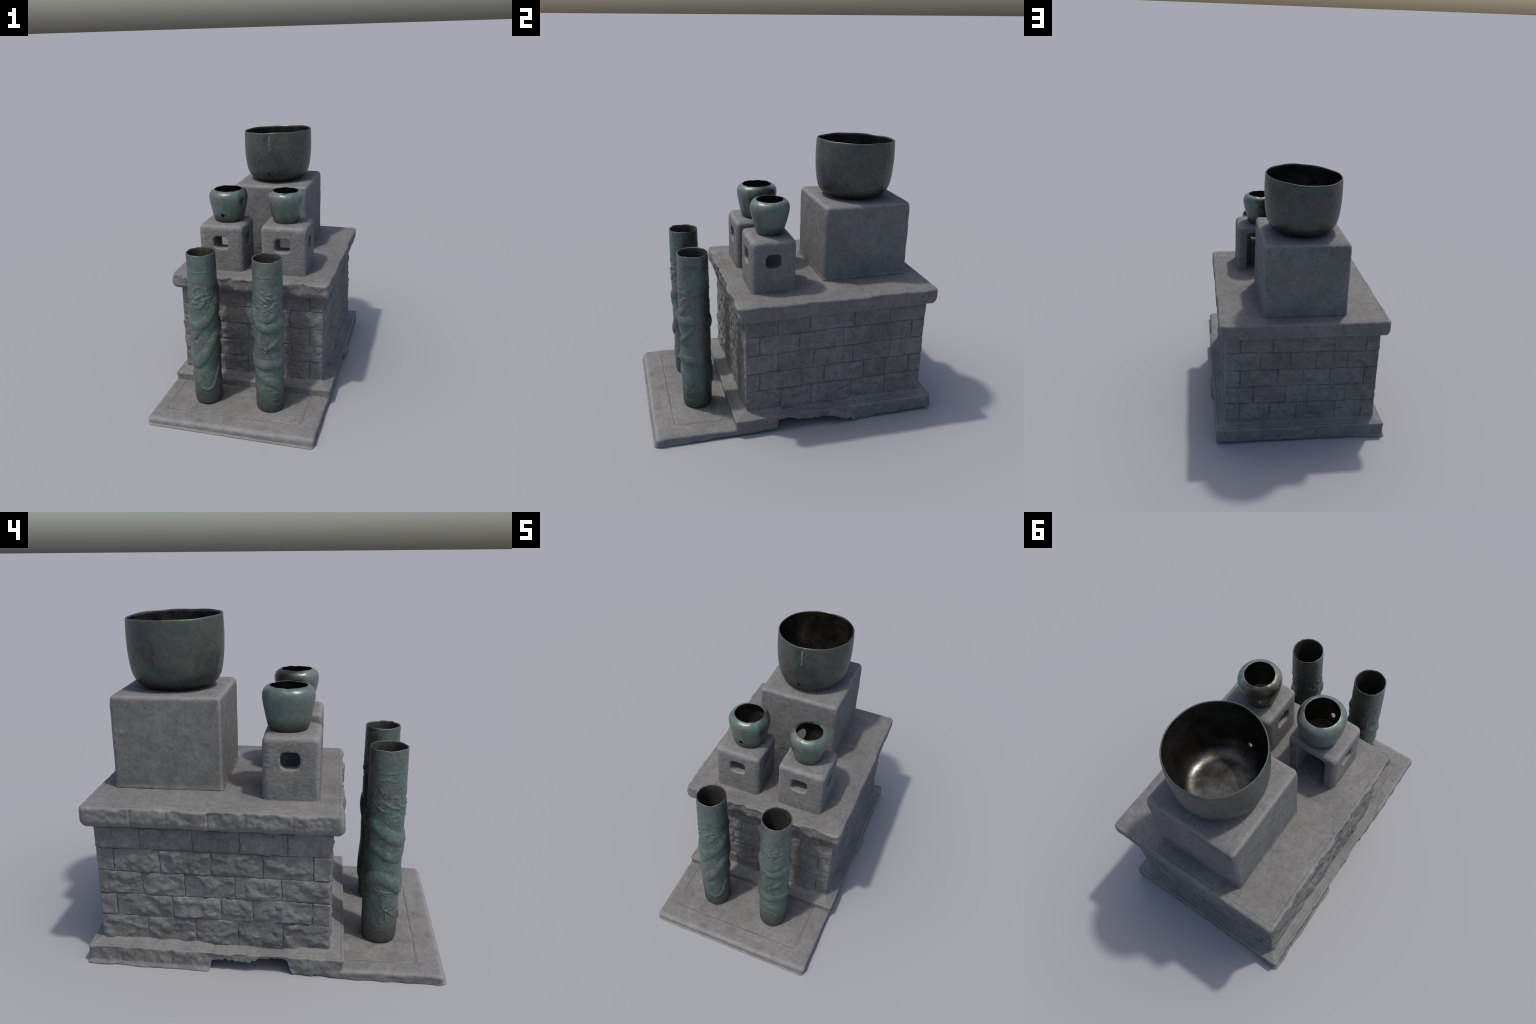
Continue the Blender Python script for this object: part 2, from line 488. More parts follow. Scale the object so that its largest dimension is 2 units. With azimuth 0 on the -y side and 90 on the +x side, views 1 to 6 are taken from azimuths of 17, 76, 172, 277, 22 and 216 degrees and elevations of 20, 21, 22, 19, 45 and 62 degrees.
def build_wall():
    V, F, N = rounded_box((XL + 0.0066, YF + 0.0066, 0.112), (XR - 0.0066, YB - 0.0060, 0.83), 0.006, 0.03)
    wall = add("ashlar_wall", make_mesh("ashlar_wall", V, F, [MORTAR]), altar)
    # joints per course, top course first; courses 1 and 3 run through on the short sides
    J = {
        "left": [(.666, .378, .122, -.130), (.563, .280, -.002), (.662, .427, .152, -.100), (.499, .228, .053), (.648, .374, .137, -.108)],
        "right": [(-.145, .073, .396, .653), (.005, .314, .514), (-.141, .114, .390, .667), (.027, .189, .479, .644), (-.123, .102, .392, .648)],
        "back": [(.215, .011, -.215), (.305, .094, -.085, -.316), (.183, .001, -.195), (.352, .119, -.042, -.316), (.235, .040, -.251)],
        "front": [(.215, -.033, -.245), (.300, .075, -.175, -.330), (.190, -.020, -.240), (.310, .100, -.083, -.320), (.150, -.030, -.212)],
    }
    amp = {"left": 0.0175, "front": 0.0145, "right": 0.0170, "back": 0.0125}
    seed = 0
    for face in ("left", "right", "back", "front"):
        side = face in ("left", "right")
        lo_e, hi_e = (YF, YB) if side else (XL, XR)
        plane = {"left": XL, "right": XR, "back": YB, "front": YF}[face]
        sgn = 1 if face in ("right", "back") else -1
        for r in range(5):
            through = (r % 2 == 0) if side else (r % 2 == 1)
            a, b = (lo_e, hi_e) if through else (lo_e + RET, hi_e - RET)
            cuts = [a] + sorted(J[face][r]) + [b]
            for k in range(len(cuts) - 1):
                seed += 1
                rng = np.random.RandomState(seed)
                u0, u1 = cuts[k], cuts[k + 1]
                g = 0.0008
                zt = ROWS[r] - g
                zb = ROWS[r + 1] + g if r < 4 else 0.118
                depth = RET - 0.004 if through else 0.055
                w1 = plane
                w0 = plane - sgn * depth
                ge = 0.0007
                e0 = 0.0 if (through and k == 0) else ge
                e1 = 0.0 if (through and k == len(cuts) - 2) else ge
                wl, wh = min(w0, w1), max(w0, w1)
                lo = (wl, u0 + e0, zb) if side else (u0 + e0, wl, zb)
                hi = (wh, u1 - e1, zt) if side else (u1 - e1, wh, zt)
                Vb, Fb, Nb = rounded_box(lo, hi, 0.0085 if face in ("right", "back") else 0.0065, 0.0062)
                W, U = (0, 1) if side else (1, 0)
                A = amp[face]
                out = np.clip(Nb[:, W] * sgn, 0, 1) ** 2
                # distance from the margin of the face, so that joints stay tight
                u, z = Vb[:, U], Vb[:, 2]
                m = np.minimum(np.minimum(u - lo[U], hi[U] - u), np.minimum(z - zb, zt - z))
                m = np.minimum(np.minimum(u - lo[U], hi[U] - u), np.minimum((z - zb) * 1.0, (zt - z)))
                jag = 0.012 * np.maximum(-0.3, noise(Vb, 20, seed + 9))
                ms, mb, mt = np.minimum(u - lo[U], hi[U] - u), z - zb, zt - z
                pillow = smooth(-0.002, 0.020, ms + jag) * smooth(-0.001, 0.010, mb + 0.4 * jag) * smooth(-0.002, 0.030, mt + jag)
                # split faces: the lowest of a few tilted planes, as struck from the quarry block
                cu, cz, hu, hz = (lo[U] + hi[U]) / 2, (zb + zt) / 2, (hi[U] - lo[U]) / 2, (zt - zb) / 2
                pu, pz = (u - cu) / hu, (z - cz) / hz
                wv = 0.40 * noise(Vb, 11, seed)
                planes = np.full(len(u), 1.0)
                for q in range(4):
                    th = rng.uniform(0, 2 * math.pi)
                    planes = np.minimum(planes, rng.uniform(0.45, 1.0) - rng.uniform(0.2, 0.9) * (math.cos(th) * pu + math.sin(th) * pz) + wv)
                planes = np.clip(planes, -0.4, 1.0)
                rough = 0.75 * fbm(Vb * [1, 1, 1.35], 10, 4, 0.5, seed) - 1.1 * np.abs(noise(Vb * [1, 1, 1.3], 8, seed + 2)) + 0.25
                low_chip = -0.8 * np.maximum(0, noise(np.c_[u * 8, z * 3, u * 0], 1, seed)) * smooth(0.03, 0.0, z - zb)
                disp = A * pillow * (0.55 * planes + 0.55 * rough) + A * 0.20 * rough * out + A * low_chip - 0.0015
                disp += 0.0022 * pillow * fbm(Vb, 34, 3, 0.6, seed + 40) - 0.0040 * smooth(0.25, 0.6, noise(Vb * [1, 1, 1.5], 19, seed + 41)) * pillow
                disp = np.maximum(disp, -0.0032)
                Vb[:, W] += sgn * disp * out
                # the visible return at a building corner
                for end, ds in ((through and k == 0, -1), (through and k == len(cuts) - 2, 1)):
                    if end:
                        oe = np.clip(Nb[:, U] * ds, 0, 1) ** 2
                        other = {"left": ("front", "back"), "right": ("front", "back"), "front": ("left", "right"), "back": ("left", "right")}[face][0 if ds < 0 else 1]
                        Ae = amp[other]
                        Vb[:, U] += ds * oe * Ae * (0.35 * smooth(-0.002, 0.03, m) + 0.5 * rough)
                # courses wander and joints close up here and there: one warp shared by the whole wall
                Wp = Vb.copy()
                Vb[:, 2] += 0.008 * Vb[:, 0] / 0.54 + 0.0040 * noise(Wp, 6, 205) + 0.0045 * noise(Wp, 38, 206)
                Vb[:, U] += (0.0045 * noise(Wp, 9, 207) + 0.0055 * noise(Wp, 38, 208)) * smooth(0, 0.05, np.minimum(u - lo_e, hi_e - u))
                add("brick", make_mesh("brick", Vb, Fb, [STONE_BRICK]), wall)
    return wall


build_wall()


# --- cap slab ----------------------------------------------------------------
def build_slab():
    x0, x1, y0, y1 = -0.596, 0.595, -0.421, 0.973
    zt, zb = 0.9475, 0.821
    prof = [(0.30, zb), (0.045, zb)]
    rb = 0.050
    for a in np.linspace(90, 0, 9)[1:]:
        prof.append((rb * (1 - math.cos(math.radians(a))), zb + rb * (1 - math.sin(math.radians(a)))))
    for z in np.linspace(zb + rb, zt - 0.022, 11)[1:]:
        prof.append((0.0, z))
    for a in np.linspace(0, 80, 8)[1:]:
        prof.append((0.018 * (1 - math.cos(math.radians(a))), zt - 0.022 + 0.020 * math.sin(math.radians(a))))
    # fillet, scored line, then the flat top
    prof += [(0.019, zt - 0.0020), (0.0275, zt - 0.0016), (0.0295, zt - 0.0048), (0.0315, zt - 0.001)]
    for i in np.linspace(0.037, 0.57, 76):
        prof.append((i, zt))
    rings = []
    for inset, z in prof:
        P, N, S = rect_ring(x0, x1, y0, y1, 0.030, inset, 0.006)
        P0, _, _ = rect_ring(x0, x1, y0, y1, 0.030, 0, 0.006)
        Q = np.c_[P, np.full(len(P), z)]
        along = np.where((S == 1) | (S == 3), P0[:, 1], P0[:, 0])
        if inset < 0.045:
            sidew = smooth(zt + 0.002, zt - 0.022, z) * smooth(0.05, 0.025, inset)
            amp = np.choose(S, [0.016, 0.0045, 0.004, 0.015])
            R0 = np.c_[P0, np.full(len(P), z)]
            f = fbm(R0, 8.5, 4, 0.5, 21)
            ridge = 0.35 - 1.3 * np.abs(noise(R0 * [1, 1, 0.7], 9, 33)) - 0.5 * np.abs(noise(R0, 21, 35))
            rock = amp * (0.8 * f + 0.6 * ridge)
            # pieces of the edge stone split a bit differently
            joints = {3: (.697, .495, .283, .081, -.161), 1: (-.18, .061, .27, .495, .74), 2: (.265, .02, -.253), 0: (-.33, -.08, .17, .40)}
            for s, js in joints.items():
                cell = np.searchsorted(np.sort(js), along)
                shift = np.array([0.0, 0.5, -0.3, 0.7, -0.6, 0.2])[cell % 6]
                rock += np.where(S == s, amp * 0.35 * shift, 0)
                for j in js:
                    rock -= (S == s) * 0.0055 * np.exp(-((along - j) / 0.005) ** 2)
            corner = np.minimum(np.minimum(np.abs(P0[:, 0] - x0), np.abs(P0[:, 0] - x1)) + np.where((S == 0) | (S == 2), 0, 9), 9)
            Q[:, :2] += N * (rock * sidew)[:, None]
            # nibbled upper arris
            nib = np.maximum(0, noise(np.c_[P0, P0[:, 0] * 0], 15, 41) + 0.4 * noise(np.c_[P0, P0[:, 0] * 0], 40, 42) - 0.05)
            Q[:, 2] -= nib * (0.0035 + 0.42 * amp) * smooth(0.020, 0.010, inset) * smooth(zt - 0.04, zt - 0.012, z)
        Q[:, 2] += 0.0014 * fbm(Q, 6, 3, seed=14) * (inset > 0.01)
        rings.append(Q)
    V = np.concatenate(rings)
    return add("cap_slab", make_mesh("cap_slab", V, stack_faces(len(rings[0]), len(rings)), [STONE_TOP]), altar)


build_slab()


# --- big block under the basin -------------------------------------------------
def build_block():
    lo, hi = (-0.300, 0.247, 0.925), (0.294, 0.860, 1.477)
    V, F, N = rounded_box(lo, hi, 0.030, 0.009)
    # tighter upright arrises than the worn top ones
    mid = smooth(1.45, 1.41, V[:, 2])
    ex = np.minimum(np.abs(V[:, 0] - lo[0]), np.abs(V[:, 0] - hi[0]))
    V[:, 0] += mid * np.sign(V[:, 0]) * 0.003 * np.abs(N[:, 0]) * np.abs(N[:, 1]) * 2
    V[:, 1] += mid * np.sign(V[:, 1] - 0.548) * 0.003 * np.abs(N[:, 0]) * np.abs(N[:, 1]) * 2
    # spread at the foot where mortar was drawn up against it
    foot = smooth(0.972, 0.946, V[:, 2]) * (1 - np.abs(N[:, 2]))
    V[:, :2] += N[:, :2] * (0.006 * foot)[:, None]
    V += N * (0.0022 * fbm(V, 5, 4, 0.5, 51) + 0.0008 * fbm(V, 30, 3, 0.6, 52))[:, None]
    return add("pedestal_block", make_mesh("pedestal_block", V, F, [STONE_BLOCK]), altar)


build_block()


# --- arched stands ---------------------------------------------------------------
def rounded_prism(axis, lo, hi, r):
    """cutter: box with the four edges along `axis` rounded"""
    o = [i for i in range(3) if i != axis]
    c = [(lo[i] + hi[i]) / 2 for i in o]
    h = [(hi[i] - lo[i]) / 2 for i in o]
    pts = []
    for q, (sx, sy) in enumerate(((1, 1), (-1, 1), (-1, -1), (1, -1))):
        for a in np.linspace(q * 90, q * 90 + 90, 7):
            pts.append((c[0] + sx * (h[0] - r) + r * math.cos(math.radians(a)), c[1] + sy * (h[1] - r) + r * math.sin(math.radians(a))))
    n = len(pts)
    V = []
    for e in (lo[axis], hi[axis]):
        for p in pts:
            v = [0, 0, 0]
            v[axis], v[o[0]], v[o[1]] = e, p[0], p[1]
            V.append(v)
    F = [[i, (i + 1) % n, n + (i + 1) % n, n + i] for i in range(n)] + [list(range(n))[::-1], list(range(n, 2 * n))]
    bm = bmesh.new()
    vs = [bm.verts.new(v) for v in V]
    for f in F:
        bm.faces.new([vs[i] for i in f])
    bmesh.ops.recalc_face_normals(bm, faces=bm.faces)
    me = bpy.data.meshes.new("cutter")
    bm.to_mesh(me)
    bm.free()
    return me


def build_stand(x0, x1, y0, y1, zt, holes, seed, front, wall=0.066, head=0.052):
    Vb, Fb, _ = rounded_box((x0, y0, 0.86), (x1, y1, zt), 0.036, 0.02)
    body = temp_object(make_mesh("body", Vb, Fb, []))
    cutters = [rounded_prism(1, (x0 + wall, y0 + front, 0.80), (x1 - wall, y1 + 0.2, zt - head), 0.035)]
    fx, sy, hz = holes
    cutters.append(rounded_prism(1, (fx[0], y0 - 0.1, hz[0]), (fx[1], y0 + 0.20, hz[1]), 0.026))
    for v in cutters[0].vertices:  # the void narrows toward the front
        if v.co.y < y1:
            v.co.x = (x0 + x1) / 2 + (v.co.x - (x0 + x1) / 2) * 0.86
    cutters.append(rounded_prism(0, (x0 - 0.1, sy[0], hz[0]), (x1 + 0.1, sy[1], hz[1]), 0.029))
    obs = [temp_object(c) for c in cutters]
    for o in obs:
        m = body.modifiers.new("cut", "BOOLEAN")
        m.object, m.operation, m.solver = o, "DIFFERENCE", "EXACT"
    m = body.modifiers.new("remesh", "REMESH")
    m.mode, m.voxel_size = "VOXEL", 0.0055
    m = body.modifiers.new("smooth", "SMOOTH")
    m.factor, m.iterations = 0.5, 22
    me = applied(body, "arched_stand")
    for o in obs + [body]:
        bpy.data.objects.remove(o)
    n = len(me.vertices)
    co, no = np.empty(n * 3), np.empty(n * 3)
    me.vertices.foreach_get("co", co)
    me.vertices.foreach_get("normal", no)
    co, no = co.reshape(-1, 3), no.reshape(-1, 3)
    outside = ((np.abs(co[:, 0] - (x0 + x1) / 2) > (x1 - x0) / 2 - 0.02) | (co[:, 1] < y0 + 0.02) | (co[:, 2] > zt - 0.02)).astype(float)
    co += no * (0.0013 * fbm(co, 9, 3, 0.5, seed) + outside * 0.0011 * fbm(co * [1, 1, 1.4], 46, 3, 0.65, seed + 4))[:, None]
    me.vertices.foreach_set("co", co.ravel())
    me.materials.clear()
    me.materials.append(STONE_STAND)
    me.polygons.foreach_set("use_smooth", np.ones(len(me.polygons), bool))
    me.update()
    stand = add("arched_stand", me, altar)
    return stand


build_stand(-0.407, -0.068, -0.292, 0.020, 1.300, ((-0.292, -0.180), (-0.182, -0.078), (1.120, 1.214)), 61, 0.112)
build_stand(0.068, 0.407, -0.290, 0.016, 1.312, ((0.174, 0.286), (-0.193, -0.088), (1.120, 1.216)), 71, 0.132)

# ----------------------------------------------------------------------------
# bronze vessels
# ----------------------------------------------------------------------------
def resample(pts, step):
    """Catmull-Rom through control points, roughly evenly spaced"""
    p = np.array(pts, float)
    p = np.vstack([2 * p[0] - p[1], p, 2 * p[-1] - p[-2]])
    out = []
    for i in range(1, len(p) - 2):
        n = max(1, int(np.linalg.norm(p[i + 1] - p[i]) / step))
        t = np.linspace(0, 1, n, endpoint=False)[:, None]
        a, b, c, d = p[i - 1], p[i], p[i + 1], p[i + 2]
        out.append(0.5 * (2 * b + (c - a) * t + (2 * a - 5 * b + 4 * c - d) * t ** 2 + (3 * b - a - 3 * c + d) * t ** 3))
    out.append(p[-2][None])
    return np.concatenate(out)


def vessel_rings(outer, thick, floor, step):
    """closed wall profile (r,z): outside bottom -> rim -> inside -> floor; second array marks the inside"""
    o = resample(outer, step)
    d = np.gradient(o, axis=0)
    d /= np.linalg.norm(d, axis=1)[:, None]
    nrm = np.stack([-d[:, 1], d[:, 0]], 1)
    inn = o + nrm * thick
    keep = (inn[:, 1] > floor) & (inn[:, 0] > 0.01)
    inn = inn[keep][::-1]
    k = 5
    a = np.linspace(0, 1, k + 2)[1:-1]
    top_o, top_i = o[-1], inn[0]
    tang = d[-1]
    lip = np.array([(top_o * (1 - t) + top_i * t) + tang * thick * 0.5 * math.sin(math.pi * t) for t in a])
    r0 = inn[-1][0]
    fl = np.array([[r0 * f, floor - 0.0 + 0.002 * (1 - f)] for f in (0.92, 0.75, 0.5, 0.25)])
    prof = np.vstack([o, lip, inn, fl])
    inside = np.r_[np.zeros(len(o) + 3), np.ones(len(prof) - len(o) - 3)]
    return prof, inside


def revolve(name, cx, cy, prof, inside, n, warp, mats):
    th = np.linspace(0, 2 * math.pi, n, endpoint=False)
    rings = []
    for r, z in prof:
        P = np.c_[cx + r * np.sin(th), cy - r * np.cos(th), np.full(n, z)]
        rings.append(warp(P, r, z, th))
    V = np.concatenate(rings)
    K = len(prof)
    F = stack_faces(n, K)
    slots = np.repeat((inside[:-1] + inside[1:] > 1).astype(int), n).tolist() + [0, 1]
    return make_mesh(name, V, F, mats, slots)


def cut_holes(me, name, holes):
    """holes: (x,y,z, direction xy, radius, length)"""
    body = temp_object(me)
    obs = []
    for x, y, z, ang, rad, length, squash in holes:
        bm = bmesh.new()
        bmesh.ops.create_cone(bm, cap_ends=True, segments=24, radius1=rad, radius2=rad, depth=length)
        rr = random.Random(int(1000 * rad))
        for v in bm.verts:
            f = 1 + 0.10 * math.sin(3 * math.atan2(v.co.y, v.co.x) + 1)
            v.co.x *= f
            v.co.y *= f * squash
        cm = bpy.data.meshes.new("cutter")
        bm.to_mesh(cm)
        bm.free()
        c = temp_object(cm)
        c.rotation_euler = (math.radians(90), 0, math.radians(ang))
        c.location = (x, y, z)
        obs.append(c)
        m = body.modifiers.new("cut", "BOOLEAN")
        m.object, m.operation, m.solver = c, "DIFFERENCE", "EXACT"
    bpy.context.view_layer.update()
    out = applied(body, name)
    for o in obs + [body]:
        bpy.data.objects.remove(o)
    out.polygons.foreach_set("use_smooth", np.ones(len(out.polygons), bool))
    out.set_sharp_from_angle(angle=math.radians(48))
    return out


# --- basin ----------------------------------------------------------------------
BX, BY = -0.003, 0.550
BASIN_OUT = bronze_outside("basin_patina", (0.039, 0.064, 0.058), (0.062, 0.063, 0.056), (0.018, 0.018, 0.015), 0.08, 0.42, 0.16, (1.47, 1.60), [(BX, BY, -0.05, -1.0, 0.30, 0.06, 0.5)], 1.6)
BASIN_IN = bronze_inside("basin_polished_inside", (0.034, 0.036, 0.034), (0.145, 0.139, 0.118), 0.34, 0.92)


def build_basin():
    outer = [(0.012, 1.4750), (0.07, 1.4748), (0.118, 1.4752), (0.152, 1.4775), (0.180, 1.484), (0.206, 1.498), (0.230, 1.522), (0.2465, 1.553), (0.2565, 1.590), (0.2640, 1.640), (0.2690, 1.70), (0.2712, 1.76), (0.2705, 1.82), (0.2685, 1.8725)]
    prof, inside = vessel_rings(outer, 0.0105, 1.4875, 0.009)

    def warp(P, r, z, th):
        t = np.clip((z - 1.468) / 0.405, 0, 1)
        x, y = P[:, 0] - BX, P[:, 1] - BY
        y = y - 0.012 * np.maximum(0, np.cos(th)) * smooth(0.0, 0.12, t) * (1 - 0.6 * t) * (r > 0.1)
        lob = 1 + t * (0.004 * np.sin(2 * th + 0.6) + 0.003 * np.sin(5 * th + 2.0))
        P[:, 0], P[:, 1] = BX + x * lob, BY + y * lob
        P[:, 2] += t * (0.030 * x - 0.032 * y + 0.0018 * np.sin(3 * th + 1) + 0.0012 * np.sin(8 * th))
        return P

    me = revolve("bronze_basin", BX, BY, prof, inside, 176, warp, [BASIN_OUT, BASIN_IN])
    me = cut_holes(me, "bronze_basin", [(BX - 0.014, 0.295, 1.562, 0, 0.0135, 0.08, 1.25)])
    ob = add("bronze_basin", me)
    ob["label"] = "wide dark green bronze basin with rounded bottom and tilted rim"
    ob["category"] = "basin"
    return ob


basin = build_basin()


def build_inscription(parent):
    """column of eight tiny pale characters under the front rim; only their blocky strokes are legible"""
    mat = plain_material("inscription_pale_paint", (0.23, 0.26, 0.26), 0.7)
    bm = bmesh.new()
    rng = random.Random(3)
    rows = [(1.858, .011), (1.844, .011), (1.829, .010), (1.815, .008), (1.798, .012), (1.770, .008), (1.755, .010)]
    for i, (z, h) in enumerate(rows):
        w = 0.0095
        strokes = [(-w / 2, w / 2, y, y + 0.0016) for y in np.linspace(-h / 2, h / 2 - 0.0016, 3 if h > 0.009 else 2)]
        strokes += [(x, x + 0.0014, -h / 2, h / 2) for x in ((-0.0007,) if i % 2 else (-0.0035, 0.0023))]
        for a, b, c, d in strokes:
            cs = []
            for lift in (-0.002, 0.0007):
                for x, y in ((a, c), (b, c), (b, d), (a, d)):
                    px = BX - 0.001 + x
                    th = math.asin((px - BX) / 0.272)
                    zz = z + y
                    tt = (zz - 1.468) / 0.405
                    # same radius law as the basin wall
                    z0 = zz - tt * (-0.032 * -0.270 + 0.0018 * math.sin(1))
                    r = float(np.interp(z0, [1.70, 1.76, 1.82, 1.8725], [0.2690, 0.2712, 0.2705, 0.2685]))
                    lob = 1 + tt * (0.004 * math.sin(0.6) + 0.003 * math.sin(2.0))
                    cs.append(bm.verts.new((px, BY - ((r + 0.012 * (1 - 0.6 * tt)) * lob + lift) * math.cos(th), zz)))
            for f in ((3, 2, 1, 0), (4, 5, 6, 7), (0, 1, 5, 4), (1, 2, 6, 5), (2, 3, 7, 6), (3, 0, 4, 7)):
                bm.faces.new([cs[k] for k in f])
    me = bpy.data.meshes.new("inscription")
    bm.to_mesh(me)
    bm.free()
    me.materials.append(mat)
    return add("inscription", me, parent)


build_inscription(basin)


# --- jars -----------------------------------------------------------------------
JAR_IN = bronze_inside("jar_dark_inside", (0.045, 0.041, 0.033), (0.120, 0.108, 0.084), 0.38, 0.75)


def build_jar(cx, cy, outer, floor, seed, holes, label, bare):
    JAR_OUT = bronze_outside("jar_patina", (0.090, 0.150, 0.133), (0.124, 0.142, 0.128), (0.036, 0.035, 0.026), 0.12, 0.36, 0.24, (1.296, 1.385), [(cx, cy, *bare)], 1.3, 0.3)
    prof, inside = vessel_rings(outer, 0.0045, floor, 0.0045)
    zb, zt = outer[0][1], outer[-1][1]

    def warp(P, r, z, th):
        t = np.clip((z - zb) / (zt - zb), 0, 1)
        x, y = P[:, 0] - cx, P[:, 1] - cy
        C = np.c_[np.sin(th), np.cos(th), np.full(len(th), z * 6)]
        lob = 1 + 0.012 * noise(C, 1.1, seed)
        rimw = smooth(0.12, 0.0, abs(r - outer[-1][0]) + 0.3 * (1 - t))
        P[:, 0], P[:, 1] = cx + x * (lob + rimw * 0.016 * noise(np.c_[np.sin(th), np.cos(th), th * 0], 2.4, seed + 2)), cy + y * lob
        P[:, 2] += rimw * 0.0035 * noise(np.c_[np.sin(th), np.cos(th), th * 0], 2.6, seed + 5)
        return P

    me = revolve("bronze_jar", cx, cy, prof, inside, 144, warp, [JAR_OUT, JAR_IN])
    me = cut_holes(me, "bronze_jar", holes)
    ob = add("bronze_jar", me)
    ob["label"] = label
    ob["category"] = "jar"
    return ob


build_jar(-0.223, -0.109, [(0.012, 1.2975), (0.07, 1.2972), (0.096, 1.2980), (0.1065, 1.303), (0.1125, 1.315), (0.121, 1.350), (0.132, 1.400), (0.1405, 1.445), (0.1435, 1.480), (0.139, 1.506), (0.127, 1.523), (0.114, 1.531), (0.1050, 1.535)],
          1.309, 81, [(-0.233, -0.228, 1.360, 0, 0.0150, 0.06, 1.1)], "squat teal bronze jar with round drain hole in front", (0.96, 0.28, 0.075, 0.06, 0.85))
build_jar(0.223, -0.125, [(0.012, 1.3075), (0.05, 1.3072), (0.078, 1.3080), (0.0865, 1.312), (0.0925, 1.322), (0.101, 1.350), (0.1155, 1.400), (0.1265, 1.445), (0.1325, 1.485), (0.130, 1.511), (0.119, 1.530), (0.104, 1.540), (0.0930, 1.544)],
          1.319, 91, [(0.223 - 0.115 * math.sin(math.radians(134)), -0.125 + 0.115 * math.cos(math.radians(46)), 1.424, -134, 0.037, 0.07, 1.0)], "tapered teal bronze jar with wide hole in its back", (-0.75, 0.66, 0.030, 0.06, 0.95))

# --- serpent cylinders ----------------------------------------------------------
COL_L = (-0.257, -0.650)
COL_R = (0.217, -0.650)


def stroke_field(A, Z, R, strokes):
    """relief height on the unrolled cylinder (A degrees, Z metres)"""
    H = np.zeros(A.shape)
    for pts, w, h, kind in strokes:
        p = np.array([(a / 57.2958 * R, z) for a, z in pts], float)
        p = resample(p, 0.018) if len(p) > 2 else p
        best, above = np.full(A.shape, 9.0), np.zeros(A.shape, bool)
        for turn in (-2, -1, 0, 1, 2):
            X = (A + 360.0 * turn) / 57.2958 * R
            if X.min() > p[:, 0].max() + w or X.max() < p[:, 0].min() - w:
                continue
            for a, b in zip(p[:-1], p[1:]):
                d = b - a
                L = d @ d + 1e-12
                t = np.clip(((X - a[0]) * d[0] + (Z - a[1]) * d[1]) / L, 0, 1)
                ex, ez = X - a[0] - t * d[0], Z - a[1] - t * d[1]
                dist = np.hypot(ex, ez)
                # coils lap downward: soft upper slope, undercut lower edge
                dist = np.where((kind == "body"), dist / np.where(ez > 0, 1.25, 0.85), dist)
                near = dist < best
                best = np.where(near, dist, best)
                above = np.where(near, ez > 0, above)
        q = np.clip(1 - (best / w) ** 2, 0, 1)
        if kind == "body":
            Hn = h * np.where(above, q ** 1.1, q ** 0.55)
            H = np.maximum(H, Hn)
        else:
            H = H + 0.85 * h * q ** 1.0
    return H


def curls(rng, n, zr):
    out = []
    for _ in range(n):
        a, z = rng.uniform(-180, 180), rng.uniform(*zr)
        r0, s, t0 = rng.uniform(0.008, 0.02), rng.choice((-1, 1)), rng.uniform(0, 6.28)
        pts = [(a + s * r0 * (1 - k / 9) * math.cos(t0 + k * 0.62) / 0.105 * 57.3, z + r0 * (1 - k / 9) * math.sin(t0 + k * 0.62)) for k in range(8)]
        out.append((pts, rng.uniform(0.0045, 0.0075), rng.uniform(0.0010, 0.0022), "line"))
    return out


STROKES_R = [
    ([(-60, .84), (-48, .775), (-7, .735), (22, .726), (52, .738), (83, .762), (120, .755), (166, .718), (205, .65), (240, .56), (272, .475), (302, .435), (349, .447), (378, .448), (409, .445), (461, .433), (498, .405), (515, .34), (535, .26), (560, .22)], .038, .0125, "body"),
    ([(-50, .43), (-36, .38), (-18, .345), (2, .325), (28, .308), (57, .262)], .032, .009, "body"),
    ([(-46, .80), (-15, .786), (14, .790), (30, .81), (40, .845), (34, .885)], .020, .006, "body"),
    ([(75, .70), (62, .66), (37, .613), (8, .573)], .018, .009, "body"),
    ([(8, .573), (-21, .592)], .006, .005, "line"), ([(8, .573), (9, .64)], .006, .005, "line"), ([(-6, .546), (8, .555), (25, .556)], .006, .004, "line"),
    ([(-17, .268), (-12, .256), (-6, .268)], .005, .004, "line"), ([(6, .268), (12, .254), (20, .266)], .005, .004, "line"),
    ([(28, .228), (50, .222), (66, .206), (32, .172)], .005, .004, "line"),
    ([(32, .236), (63, .191)], .005, .004, "line"), ([(62, .190), (76, .235), (85, .266)], .005, .004, "line"), ([(73, .235), (70, .150)], .005, .004, "line"),
    ([(29, .138), (40, .126), (56, .129)], .005, .0035, "line"), ([(66, .213), (96, .178)], .005, .004, "line"),
    # head: brow, muzzle, whiskers
    ([(-14, 1.0), (0, .985), (12, .98), (22, .985)], .011, .0042, "body"), ([(8, .965), (20, .955), (34, .95), (50, .946)], .011, .0042, "body"),
    ([(-20, .955), (-2, .94), (12, .925), (24, .93)], .010, .0038, "body"), ([(50, .946), (62, .955)], .006, .004, "line"), ([(-30, .97), (-20, .93), (-5, .91), (8, .90)], .006, .004, "line"),
    ([(60, .92), (40, .91), (24, .89), (4, .86), (-20, .865)], .008, .003, "line"),
    ([(-170, .95), (-140, .90), (-105, .88), (-75, .92)], .02, .006, "body"), ([(-160, .36), (-125, .33), (-95, .37), (-70, .42)], .026, .007, "body"),
]
